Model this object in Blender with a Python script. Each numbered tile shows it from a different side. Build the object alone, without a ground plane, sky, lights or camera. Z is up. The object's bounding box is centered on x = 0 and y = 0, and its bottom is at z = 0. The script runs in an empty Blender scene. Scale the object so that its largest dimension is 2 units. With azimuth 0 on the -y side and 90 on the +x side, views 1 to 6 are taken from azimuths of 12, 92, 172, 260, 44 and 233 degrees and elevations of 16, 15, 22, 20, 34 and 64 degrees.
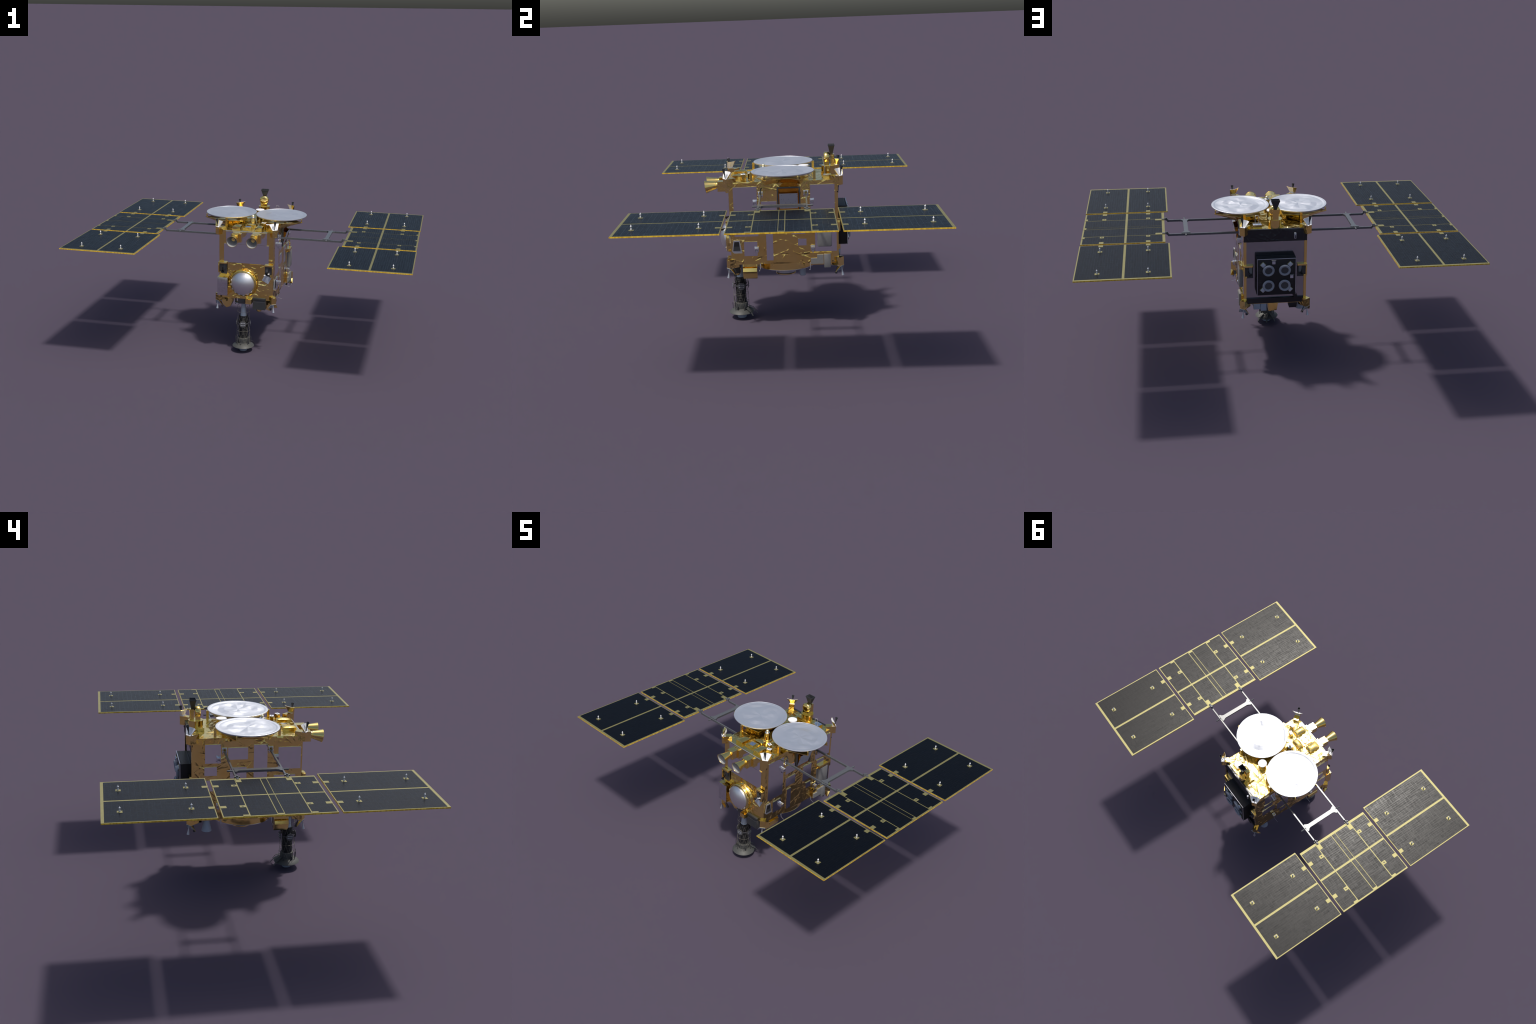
# Small asteroid-sample probe: gold-foil box body, two dishes, two solar wings, sampler horn.
import bpy, bmesh, math
import numpy as np
from mathutils import Vector, Matrix

TAU = math.tau
V = Vector
rng = np.random.default_rng(7)

# ------------------------------------------------------------------ materials
def new_mat(name):
    m = bpy.data.materials.new(name)
    m.use_nodes = True
    nt = m.node_tree
    return m, nt, nt.nodes["Principled BSDF"]

def coords(nt, scale=(1, 1, 1), rot=(0, 0, 0)):
    tc = nt.nodes.new("ShaderNodeTexCoord")
    mp = nt.nodes.new("ShaderNodeMapping")
    mp.inputs["Scale"].default_value = scale
    mp.inputs["Rotation"].default_value = rot
    nt.links.new(tc.outputs["Object"], mp.inputs["Vector"])
    return mp.outputs["Vector"]

def noise(nt, vec, scale, detail=3, rough=0.5):
    n = nt.nodes.new("ShaderNodeTexNoise")
    n.inputs["Scale"].default_value = scale
    n.inputs["Detail"].default_value = detail
    n.inputs["Roughness"].default_value = rough
    nt.links.new(vec, n.inputs["Vector"])
    return n.outputs["Fac"]

def ramp(nt, fac, stops):
    r = nt.nodes.new("ShaderNodeValToRGB")
    while len(r.color_ramp.elements) < len(stops):
        r.color_ramp.elements.new(0.5)
    for e, (p, c) in zip(r.color_ramp.elements, stops):
        e.position = p
        e.color = (*c, 1) if len(c) == 3 else c
    nt.links.new(fac, r.inputs["Fac"])
    return r.outputs["Color"]

def mathn(nt, op, a, b):
    n = nt.nodes.new("ShaderNodeMath")
    n.operation = op
    for i, x in enumerate((a, b)):
        if isinstance(x, (int, float)):
            n.inputs[i].default_value = x
        else:
            nt.links.new(x, n.inputs[i])
    return n.outputs[0]

def bump(nt, bsdf, height, strength, dist):
    b = nt.nodes.new("ShaderNodeBump")
    b.inputs["Strength"].default_value = strength
    b.inputs["Distance"].default_value = dist
    nt.links.new(height, b.inputs["Height"])
    nt.links.new(b.outputs["Normal"], bsdf.inputs["Normal"])

def plain(name, col, rough=0.5, metal=0.0, grain=0.06, scale=90, spec=0.5):
    """painted or metal surface with a faint mottled grain"""
    m, nt, b = new_mat(name)
    f = noise(nt, coords(nt), scale, 4)
    lo = tuple(max(0, c * (1 - grain)) for c in col)
    hi = tuple(min(1, c * (1 + grain)) for c in col)
    nt.links.new(ramp(nt, f, [(0.3, lo), (0.7, hi)]), b.inputs["Base Color"])
    b.inputs["Roughness"].default_value = rough
    b.inputs["Metallic"].default_value = metal
    b.inputs["Specular IOR Level"].default_value = spec
    return m

def foil(name, lo, hi, rough, strength=0.35, scale=70):
    """crinkled metallised film: hue drifts a little, fine crinkle in the bump"""
    m, nt, b = new_mat(name)
    vec = coords(nt)
    nt.links.new(ramp(nt, noise(nt, vec, 9, 3), [(0.35, lo), (0.65, hi)]), b.inputs["Base Color"])
    b.inputs["Metallic"].default_value = 1.0
    b.inputs["Roughness"].default_value = rough
    vo = nt.nodes.new("ShaderNodeTexVoronoi")
    vo.feature = "F1"
    vo.inputs["Scale"].default_value = scale
    nt.links.new(vec, vo.inputs["Vector"])
    h = mathn(nt, "ADD", mathn(nt, "MULTIPLY", vo.outputs["Distance"], 0.5), noise(nt, vec, scale * 0.7, 2))
    bump(nt, b, h, strength, 0.004)
    return m

GOLD = foil("gold_foil", (1.0, 0.71, 0.21), (1.0, 0.77, 0.28), 0.14, 0.10, 45)
GOLD_SMOOTH = foil("gold_film_smooth", (1.0, 0.72, 0.23), (1.0, 0.77, 0.27), 0.2, 0.05, 60)
AMBER = foil("amber_film", (0.70, 0.29, 0.025), (0.85, 0.40, 0.05), 0.2, 0.25, 60)
DIMMIRROR = plain("dim_radiator", (0.42, 0.43, 0.45), 0.16, 1.0, 0.03, 12)
MIRROR = plain("mirror_radiator", (0.88, 0.88, 0.9), 0.09, 1.0, 0.01, 40)
WHITE = plain("white_paint", (0.9, 0.9, 0.9), 0.5, 0.0, 0.02)
DISHWHITE = None
GREY = plain("grey_paint", (0.20, 0.20, 0.20), 0.55, 0.0, 0.05)
BOOM = plain("boom_grey", (0.11, 0.115, 0.12), 0.25, 0.15, 0.06)
SILVER = plain("bright_metal", (0.82, 0.83, 0.86), 0.25, 1.0, 0.04)
STEEL = plain("satin_metal", (0.55, 0.57, 0.62), 0.38, 0.8, 0.05)
DARK = plain("dark_grey", (0.06, 0.06, 0.065), 0.5, 0.0, 0.08)
CHAR = plain("charcoal", (0.028, 0.03, 0.033), 0.55, 0.0, 0.1)
BLACK = plain("black", (0.010, 0.010, 0.012), 0.45, 0.0, 0.1)
BLACKFOIL = foil("black_foil", (0.012, 0.012, 0.014), (0.02, 0.02, 0.024), 0.30, 0.5, 14)
BLACKFOIL.node_tree.nodes["Principled BSDF"].inputs["Metallic"].default_value = 0.0
SKIRT = plain("sampler_grey", (0.075, 0.077, 0.072), 0.55, 0.1, 0.07)
FOOT = plain("pale_foot", (0.36, 0.42, 0.5), 0.45, 0.2, 0.04)
WIRE = plain("cage_wire", (0.24, 0.225, 0.19), 0.45, 0.3, 0.05)
RING = plain("engine_ring", (0.30, 0.32, 0.36), 0.5, 0.0, 0.04)
PALE = plain("pale_blue_metal", (0.55, 0.62, 0.70), 0.35, 0.5, 0.06)
PINK = plain("pale_pink_patch", (0.55, 0.47, 0.52), 0.5, 0.0, 0.03)
KHAKI = plain("panel_film_yellow", (0.27, 0.245, 0.10), 0.48, 0.45, 0.06, 60)
HONEY = None
CELL = None
SILVERDOME = plain("silver_dome", (0.80, 0.80, 0.82), 0.4, 1.0, 0.02)
CONE_IN = plain("baffle_inside", (0.33, 0.33, 0.33), 0.6, 0.0, 0.04)

def make_dish():
    m, nt, b = new_mat("dish_membrane")
    vec = coords(nt)
    nt.links.new(ramp(nt, noise(nt, vec, 6, 3), [(0.3, (0.62, 0.645, 0.69)), (0.7, (0.70, 0.72, 0.76))]), b.inputs["Base Color"])
    b.inputs["Metallic"].default_value = 0.75
    b.inputs["Roughness"].default_value = 0.46
    bump(nt, b, noise(nt, vec, 18, 2), 0.5, 0.004)
    return m
DISHWHITE = make_dish()

def make_honey():
    """honeycomb core seen on the panel rim: yellow with dark joints"""
    m, nt, b = new_mat("honeycomb_rim")
    vec = coords(nt, (110, 110, 0.0))
    w = nt.nodes.new("ShaderNodeTexVoronoi")
    w.inputs["Scale"].default_value = 1.0
    nt.links.new(vec, w.inputs["Vector"])
    nt.links.new(ramp(nt, w.outputs["Distance"], [(0.35, (0.92, 0.60, 0.04)), (0.75, (0.62, 0.36, 0.02))]), b.inputs["Base Color"])
    b.inputs["Roughness"].default_value = 0.45
    return m
HONEY = make_honey()

def make_cell():
    m, nt, b = new_mat("solar_cell")
    streak = noise(nt, coords(nt, (260, 14, 1)), 1.0, 3, 0.6)
    cross = noise(nt, coords(nt, (40, 260, 1)), 1.0, 3, 0.6)
    fac = mathn(nt, "ADD", mathn(nt, "MULTIPLY", streak, 0.5), mathn(nt, "MULTIPLY", cross, 0.5))
    grid = nt.nodes.new("ShaderNodeTexBrick")
    grid.offset = 0.0
    grid.inputs["Scale"].default_value = 1.0
    grid.inputs["Brick Width"].default_value = 0.0125
    grid.inputs["Row Height"].default_value = 0.0245
    grid.inputs["Mortar Size"].default_value = 0.0006
    grid.inputs["Mortar Smooth"].default_value = 0.0
    grid.inputs["Color1"].default_value = (0.0009, 0.0014, 0.0030, 1)
    grid.inputs["Color2"].default_value = (0.0012, 0.0018, 0.0037, 1)
    grid.inputs["Mortar"].default_value = (0.003, 0.004, 0.006, 1)
    nt.links.new(coords(nt), grid.inputs["Vector"])
    vo = nt.nodes.new("ShaderNodeTexVoronoi")          # solder dots on a regular lattice
    vo.inputs["Scale"].default_value = 1.0
    vo.inputs["Randomness"].default_value = 0.12
    nt.links.new(coords(nt, (80, 80, 0.001)), vo.inputs["Vector"])
    dots = ramp(nt, vo.outputs["Distance"], [(0.06, (0.010, 0.011, 0.013)), (0.16, (0, 0, 0))])
    plus = nt.nodes.new("ShaderNodeMix")
    plus.data_type = "RGBA"
    plus.blend_type = "ADD"
    plus.inputs["Factor"].default_value = 1.0
    nt.links.new(grid.outputs["Color"], plus.inputs["A"])
    nt.links.new(dots, plus.inputs["B"])
    mix = nt.nodes.new("ShaderNodeMix")
    mix.data_type = "RGBA"
    mix.blend_type = "MULTIPLY"
    mix.inputs["Factor"].default_value = 1.0
    nt.links.new(plus.outputs["Result"], mix.inputs["A"])
    nt.links.new(ramp(nt, fac, [(0.35, (0.5, 0.5, 0.5)), (0.68, (1, 1, 1))]), mix.inputs["B"])
    nt.links.new(mix.outputs["Result"], b.inputs["Base Color"])
    grit = noise(nt, coords(nt, (1, 1, 0.01)), 420, 2, 0.7)
    r = mathn(nt, "ADD", mathn(nt, "ADD", mathn(nt, "MULTIPLY", fac, -0.75), mathn(nt, "MULTIPLY", grit, -0.45)), 0.985)
    r = mathn(nt, "SUBTRACT", r, mathn(nt, "MULTIPLY", grid.outputs["Fac"], 0.14))
    nt.links.new(r, b.inputs["Roughness"])
    b.inputs["Specular IOR Level"].default_value = 0.22
    return m
CELL = make_cell()

def make_bellows():
    m, nt, b = new_mat("black_bellows")
    w = nt.nodes.new("ShaderNodeTexWave")
    w.bands_direction = "Z"
    w.inputs["Scale"].default_value = 55
    w.inputs["Distortion"].default_value = 0.6
    nt.links.new(coords(nt), w.inputs["Vector"])
    nt.links.new(ramp(nt, w.outputs["Fac"], [(0.2, (0.004, 0.004, 0.005)), (0.8, (0.011, 0.011, 0.011))]), b.inputs["Base Color"])
    b.inputs["Roughness"].default_value = 0.55
    return m
BELLOWS = make_bellows()

def make_weave():
    m, nt, b = new_mat("grey_weave")
    f = noise(nt, coords(nt, (1, 1, 2.4)), 260, 2)
    nt.links.new(ramp(nt, f, [(0.4, (0.55, 0.55, 0.58)), (0.62, (0.92, 0.92, 0.95))]), b.inputs["Base Color"])
    b.inputs["Roughness"].default_value = 0.16
    b.inputs["Metallic"].default_value = 1.0
    bump(nt, b, f, 0.1, 0.001)
    return m
WEAVE = make_weave()

def make_perforated():
    """pale plate with rows of small dark holes"""
    m, nt, b = new_mat("perforated_plate")
    vec = coords(nt, (0.001, 90, 90))
    vo = nt.nodes.new("ShaderNodeTexVoronoi")
    vo.inputs["Scale"].default_value = 1.0
    vo.inputs["Randomness"].default_value = 0.35
    nt.links.new(vec, vo.inputs["Vector"])
    nt.links.new(ramp(nt, vo.outputs["Distance"], [(0.10, (0.06, 0.06, 0.07)), (0.16, (0.50, 0.51, 0.55))]), b.inputs["Base Color"])
    b.inputs["Roughness"].default_value = 0.4
    b.inputs["Metallic"].default_value = 0.2
    return m
PERF = make_perforated()

# ------------------------------------------------------------------ scene tree
root = bpy.data.objects.new("space_probe", None)
bpy.context.collection.objects.link(root)
root["label"] = "gold foil space probe with two solar wings, twin dishes and a sampler horn"
root["category"] = "spacecraft"

def link(name, mesh, mat=None, parent=None, smooth=40):
    if mat is not None and not mesh.materials:
        mesh.materials.append(mat)
    if smooth:
        for p in mesh.polygons:
            p.use_smooth = True
        mesh.set_sharp_from_angle(angle=math.radians(smooth))
    o = bpy.data.objects.new(name, mesh)
    bpy.context.collection.objects.link(o)
    o.parent = parent or root
    return o

def copy_to(o, loc, parent, rz=0.0):
    c = o.copy()
    c.location = loc
    c.rotation_euler = (0, 0, rz)
    c.parent = parent
    bpy.context.collection.objects.link(c)
    return c

def mesh_of(bm, name):
    bmesh.ops.recalc_face_normals(bm, faces=bm.faces)
    me = bpy.data.meshes.new(name)
    bm.to_mesh(me)
    bm.free()
    return me

def add_box(bm, lo, hi, bevel=0.0, mtx=None):
    c = [(a + b) / 2 for a, b in zip(lo, hi)]
    s = [abs(b - a) for a, b in zip(lo, hi)]
    t = Matrix.Translation(c) @ Matrix.Diagonal((*s, 1))
    g = bmesh.ops.create_cube(bm, size=1.0, matrix=(mtx @ t) if mtx else t)
    if bevel:
        es = list({e for v in g["verts"] for e in v.link_edges})
        bmesh.ops.bevel(bm, geom=es, offset=min(bevel, min(s) * 0.45), segments=2, profile=0.5, affect="EDGES")
    return g["verts"]

def box(name, lo, hi, mat, parent=None, bevel=0.0012, mtx=None):
    bm = bmesh.new()
    add_box(bm, lo, hi, bevel, mtx)
    return link(name, mesh_of(bm, name), mat, parent)

def frame_to(p0, p1):
    d = V(p1) - V(p0)
    return Matrix.Translation(p0) @ d.to_track_quat("Z", "Y").to_matrix().to_4x4(), d.length

def add_lathe(bm, profile, base, axis, n=32, caps=True):
    """profile: list of (radius, distance along axis); open ends are capped"""
    m, _ = frame_to(base, V(base) + V(axis))
    rings = []
    for r, h in profile:
        if r < 1e-6:
            rings.append([bm.verts.new(m @ V((0, 0, h)))])
        else:
            rings.append([bm.verts.new(m @ V((r * math.cos(TAU * i / n), r * math.sin(TAU * i / n), h))) for i in range(n)])
    for a, b in zip(rings, rings[1:]):
        for i in range(n):
            j = (i + 1) % n
            if len(a) == 1 and len(b) == 1:
                continue
            if len(a) == 1:
                bm.faces.new((a[0], b[j], b[i]))
            elif len(b) == 1:
                bm.faces.new((a[i], a[j], b[0]))
            else:
                bm.faces.new((a[i], a[j], b[j], b[i]))
    for ring in (rings[0], rings[-1]) if caps else ():
        if len(ring) > 2:
            bm.faces.new(ring)

def lathe(name, profile, base, axis, mat, parent=None, n=32, smooth=35, caps=True):
    bm = bmesh.new()
    add_lathe(bm, profile, base, axis, n, caps)
    return link(name, mesh_of(bm, name), mat, parent, smooth)

def add_rod(bm, p0, p1, r0, r1=None, n=10):
    L = (V(p1) - V(p0)).length
    add_lathe(bm, [(r0, 0), (r0 if r1 is None else r1, L)], p0, V(p1) - V(p0), n)

def rod(name, p0, p1, r0, mat, parent=None, r1=None, n=16):
    bm = bmesh.new()
    add_rod(bm, p0, p1, r0, r1, n)
    return link(name, mesh_of(bm, name), mat, parent)

def add_prism(bm, pts, off):
    """polygon pts extruded by vector off"""
    a = [bm.verts.new(p) for p in pts]
    b = [bm.verts.new(V(p) + V(off)) for p in pts]
    bm.faces.new(a)
    bm.faces.new(b[::-1])
    for i in range(len(a)):
        j = (i + 1) % len(a)
        bm.faces.new((a[i], a[j], b[j], b[i]))

def prism(name, pts, off, mat, parent=None, bevel=0.0):
    bm = bmesh.new()
    add_prism(bm, pts, off)
    if bevel:
        bmesh.ops.bevel(bm, geom=list(bm.edges), offset=bevel, segments=2, profile=0.5, affect="EDGES")
    return link(name, mesh_of(bm, name), mat, parent)

# ------------------------------------------------------------------ crumpled foil
def folds(u, v, su, sv, n, amp, r, centre=None):
    """height field of a taut film: straight pinched creases and soft swells"""
    h = np.zeros_like(u)
    for k in range(n):
        if centre is not None and k % 2 == 0:      # creases that radiate from a fitting
            a = r.uniform(0, TAU)
            cu, cv = centre[0] + math.cos(a) * centre[2], centre[1] + math.sin(a) * centre[2]
            a += r.normal(0, 0.15)
        else:
            cu, cv, a = r.uniform(0, su), r.uniform(0, sv), r.uniform(0, TAU)
        L = r.uniform(0.015, 0.085)
        w = r.uniform(0.0010, 0.0032)
        du, dv = u - cu, v - cv
        s = du * math.cos(a) + dv * math.sin(a)
        t = -du * math.sin(a) + dv * math.cos(a)
        along = np.clip(1 - np.abs(s) / L, 0, 1)
        side = np.where(t > 0, np.exp(-np.abs(t) / w), np.exp(-np.abs(t) / (w * 1.6)))
        h += r.choice([-0.6, 1.0]) * r.uniform(0.4, 1.0) * amp * along * side
    for k in range(n // 5):                        # broad shallow folds
        cu, cv, a = r.uniform(0, su), r.uniform(0, sv), r.uniform(0, TAU)
        L, w = r.uniform(.04, .12), r.uniform(.010, .026)
        s = (u - cu) * math.cos(a) + (v - cv) * math.sin(a)
        t = -(u - cu) * math.sin(a) + (v - cv) * math.cos(a)
        h += r.choice([-1.0, 1.0]) * r.uniform(.2, .5) * amp * np.clip(1 - np.abs(s) / L, 0, 1) * np.exp(-np.abs(t) / w)
    for k in range(10):
        a, f, ph = r.uniform(0, TAU), r.uniform(25, 75), r.uniform(0, TAU)
        h += 0.07 * amp * np.sin(f * (u * math.cos(a) + v * math.sin(a)) + ph)
    return h

def foil_box(name, lo, hi, mat, parent=None, step=0.003, density=2600, amp=0.0018, seed=1, centre=None, round_by=0.0, mtx=None):
    """closed box wrapped in crumpled film; every face is a fine displaced grid"""
    r = np.random.default_rng(seed)
    lo, hi = np.array(lo, float), np.array(hi, float)
    size = hi - lo
    bm = bmesh.new()
    for ax in range(3):
        i, j = (ax + 1) % 3, (ax + 2) % 3
        nu, nv = max(2, int(round(size[i] / step))), max(2, int(round(size[j] / step)))
        us, vs = np.linspace(0, size[i], nu + 1), np.linspace(0, size[j], nv + 1)
        U, W = np.meshgrid(us, vs, indexing="ij")
        for sgn in (0, 1):
            n = max(3, int(size[i] * size[j] * density))
            c = centre.get((ax, sgn)) if centre else None
            h = folds(U, W, size[i], size[j], n, amp, r, c)
            edge = np.minimum(np.minimum(U, size[i] - U), np.minimum(W, size[j] - W))
            h = np.clip(h, -0.006, 0.0037) * np.clip(edge / 0.006, 0, 1)
            P = np.zeros((nu + 1, nv + 1, 3))
            P[..., i], P[..., j] = lo[i] + U, lo[j] + W
            drop = round_by * np.clip(1 - edge / max(round_by, 1e-6), 0, 1) ** 2 * 0.6 if round_by else 0
            P[..., ax] = (hi[ax] + h - drop) if sgn else (lo[ax] - h + drop)
            grid = [[bm.verts.new(P[a, b]) for b in range(nv + 1)] for a in range(nu + 1)]
            for a in range(nu):
                for b in range(nv):
                    q = (grid[a][b], grid[a + 1][b], grid[a + 1][b + 1], grid[a][b + 1])
                    bm.faces.new(q if sgn else q[::-1])
    bmesh.ops.remove_doubles(bm, verts=bm.verts, dist=step * 0.2)
    if mtx is not None:
        bmesh.ops.transform(bm, matrix=mtx, verts=bm.verts)
    me = bpy.data.meshes.new(name)
    bm.to_mesh(me)
    bm.free()
    return link(name, me, mat, parent, 50)

# ------------------------------------------------------------------ main body
BX, BY, Z0, Z1 = 0.166, 0.272, 0.343, 0.766
YR = 0.263                                           # rear wall, set back between corner posts
body = foil_box("body", (-BX, -BY, Z0), (BX, YR, Z1), GOLD, step=0.0023, density=1350, amp=0.0030, seed=11,
                centre={(1, 0): (0.449 - Z0, BX - 0.012, 0.088)})

def side_mirror(s, y0, y1, z0, z1):
    x = s * (BX - 0.001)
    box("radiator_panel", (min(x, x + s * 0.0052), y0, z0), (max(x, x + s * 0.0052), y1, z1), MIRROR, body, 0.0)

for q in [(-.250, -.131, .490, .742), (.134, .255, .606, .745), (-.112, -.034, .611, .667), (-.107, -.028, .524, .582),
          (.036, .106, .496, .601), (.154, .213, .547, .592), (-.205, -.138, .388, .462), (-.092, -.058, .362, .499),
          (.068, .110, .436, .471), (.154, .262, .403, .534)]:
    side_mirror(1, *q)
for q in [(.130, .207, .640, .735), (.149, .210, .577, .621), (-.002, .095, .656, .716), (.004, .085, .560, .616),
          (-.098, -.031, .560, .728), (-.264, -.152, .600, .712), (-.239, -.132, .515, .569), (.132, .225, .497, .553),
          (.030, .114, .456, .546), (-.264, -.160, .384, .487), (.050, .094, .400, .442), (-.098, -.04, .42, .50)]:
    side_mirror(-1, *q)
for sx in (1, -1):
    foil_box("corner_post", (min(sx * .1525, sx * .1665), YR - .003, Z0), (max(sx * .1525, sx * .1665), BY, Z1 - .0005), GOLD, body, .003, 3000, .0016, 15 + sx)

def face_panel(name, x0, x1, z0, z1, y, t, mat, parent=body):
    return box(name, (x0, min(y, y + t), z0), (x1, max(y, y + t), z1), mat, parent, 0.0)
face_panel("radiator_panel", -.136, .138, .569, .685, -BY + .001, -.0052, MIRROR)
face_panel("radiator_panel", -.124, .125, .686, .760, -BY + .001, -.0052, MIRROR)
face_panel("radiator_panel", -.152, .152, .380, .700, YR - .001, .005, DIMMIRROR)
foil_box("black_blanket", (-.1655, YR - .002, .700), (.1655, BY + .002, .7672), BLACKFOIL, body, 0.003, 1500, 0.0045, 21)
foil_box("black_blanket", (-.152, YR - .002, .350), (.152, BY + .003, .380), BLACKFOIL, body, 0.004, 2500, 0.002, 22)

# round adapter drum below, with pale lower rim and a smaller ring
lathe("adapter_drum", [(.151, 0), (.153, -.02), (.153, -.041), (.150, -.0415)], (0, 0, .3435), (0, 0, 1), GOLD, body, 72)
lathe("adapter_rim", [(.1545, 0), (.1545, -.003), (.146, -.003)], (0, 0, .3035), (0, 0, 1), SILVER, body, 72)
lathe("adapter_ring", [(.051, 0), (.051, -.044), (.049, -.046)], (0, 0, .301), (0, 0, 1), STEEL, body, 48)
lathe("adapter_ring_cap", [(.052, 0), (.052, -.004), (.047, -.004)], (0, 0, .2535), (0, 0, 1), GOLD_SMOOTH, body, 48)

# ------------------------------------------------------------------ front: capsule, boxes
CC = V((-.0130, -BY, .449))
capsule = lathe("capsule_drum", [(.0905, -.002), (.0890, .003), (.0835, .007), (.0825, .016), (.0818, .026), (.0800, .0310),
                                 (.0780, .0315), (.0760, .029), (.0745, .023), (.0, .022)], CC, (0, -1, 0), GOLD_SMOOTH, body, 64, 60)
lathe("capsule_heat_shield", [(.0705, .010), (.0712, .034)] + [(.1055 * math.sin(t), .0650 - .1055 + .1055 * math.cos(t)) for t in np.linspace(.736, 0.0, 14)], CC, (0, -1, 0), SILVERDOME, capsule, 64, 60)
for i in range(8):
    a = math.radians(165 + i * 22)
    c = CC + V((.0725 * math.cos(a), -.0345, .0725 * math.sin(a)))
    box("capsule_clip", (-.006, -.0022, -.0012), (.006, .0022, .0012), WHITE, capsule, .0006, Matrix.Translation(c) @ Matrix.Rotation(-(a + math.pi / 2), 4, "Y"))

foil_box("foil_cover", (-.104, -.278, .52), (-.021, -BY + .002, .568), GOLD, body, .003, 5000, .0022, 31)
foil_box("foil_cover", (.022, -.277, .53), (.088, -BY + .002, .566), GOLD, body, .003, 5000, .0022, 32)
wb = foil_box("instrument_box", (-.168, -.312, .369), (-.104, -BY + .002, .483), GOLD, body, .003, 4000, .0012, 33)
box("woven_panel", (-.1675, -.3165, .370), (-.1045, -.3125, .482), WEAVE, wb, .0005)
db = box("altimeter_box", (.044, -.281, .284), (.122, -.235, .356), DARK, body, .002)
box("altimeter_box_lip", (.043, -.2845, .342), (.123, -.250, .3575), CHAR, db, .0012)
prism("altimeter_box_face", [(.0445, -.2815, .331), (.1215, -.2815, .331), (.1215, -.284, .285), (.0445, -.284, .285)], (0, .003, 0), CHAR, db)
lathe("foil_bulb", [(.0, -.022), (.010, -.020), (.017, -.012), (.020, 0), (.020, .02)], (.078, -.252, .284), (0, 0, 1), GOLD, body, 24, 60)
foil_box("foil_cover", (.004, -.303, .322), (.040, -.262, .350), GOLD, body, .003, 5000, .0012, 34)
# tilted silver reflector beside the capsule
prism("tilted_reflector", [(.137, -.279, .450), (.157, -.278, .489), (.118, -.285, .507), (.099, -.281, .473)], (-.001, .006, -.001), PALE, body)
rod("reflector_arm", (.150, -.274, .516), (.116, -.304, .510), .0032, WHITE, body)

# star trackers: boxes with flared baffles
for i, s in enumerate((-1, 1)):
    cx = s * .059
    tb = foil_box("star_tracker", (cx - .021, -.333, .706), (cx + .021, -BY + .002, .757), GOLD, body, .003, 3000, .001, 40 + i)
    foil_box("star_tracker_foot", (cx - .024, -.292, .70), (cx + .031, -BY + .002, .752), GOLD, tb, .003, 3000, .001, 45 + i)
    ax = V((0, -.064, -.009))
    L = ax.length
    lathe("baffle", [(.0165, 0), (.0175, .010), (.0195, .012), (.021, .022), (.0325, L), (.0335, L), (.0315, L - .001), (.018, .018), (.0, .018)],
          (cx, -.331, .737), ax, GOLD_SMOOTH, tb, 40, 35)
    lathe("baffle_lining", [(.0312, L - .0015), (.0185, .020), (.012, .0195)], (cx, -.331, .737), ax, CONE_IN, tb, 40, 35, False)
    lathe("lens", [(.012, .018), (.011, .028), (.0, .031)], (cx, -.331, .737), ax, GOLD_SMOOTH, tb, 24)

# ------------------------------------------------------------------ attitude thrusters in the four upper and lower corners
def local_frame(sx, sy):
    c = V((sx * .1755, sy * .2875, 0))
    n = V((sx * .605, sy * .796, 0))
    t = V((sx * .796, -sy * .605, 0))
    return lambda a, b, z: c + t * a + n * b + V((0, 0, z))

def sheet(bm, quads, thick=.0012):
    for q in quads:
        n = (q[1] - q[0]).cross(q[2] - q[0]).normalized() * thick
        add_prism(bm, q, n)

def nozzle(name, p0, p1, parent, mat, r=.0075, stalk=.35):
    d = V(p1) - V(p0)
    L = d.length
    return lathe(name, [(.0022, 0), (.0022, L * stalk), (r, L), (r * .88, L), (.001, L * (stalk + .15))], p0, d, mat, parent, 20, 50)

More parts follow.
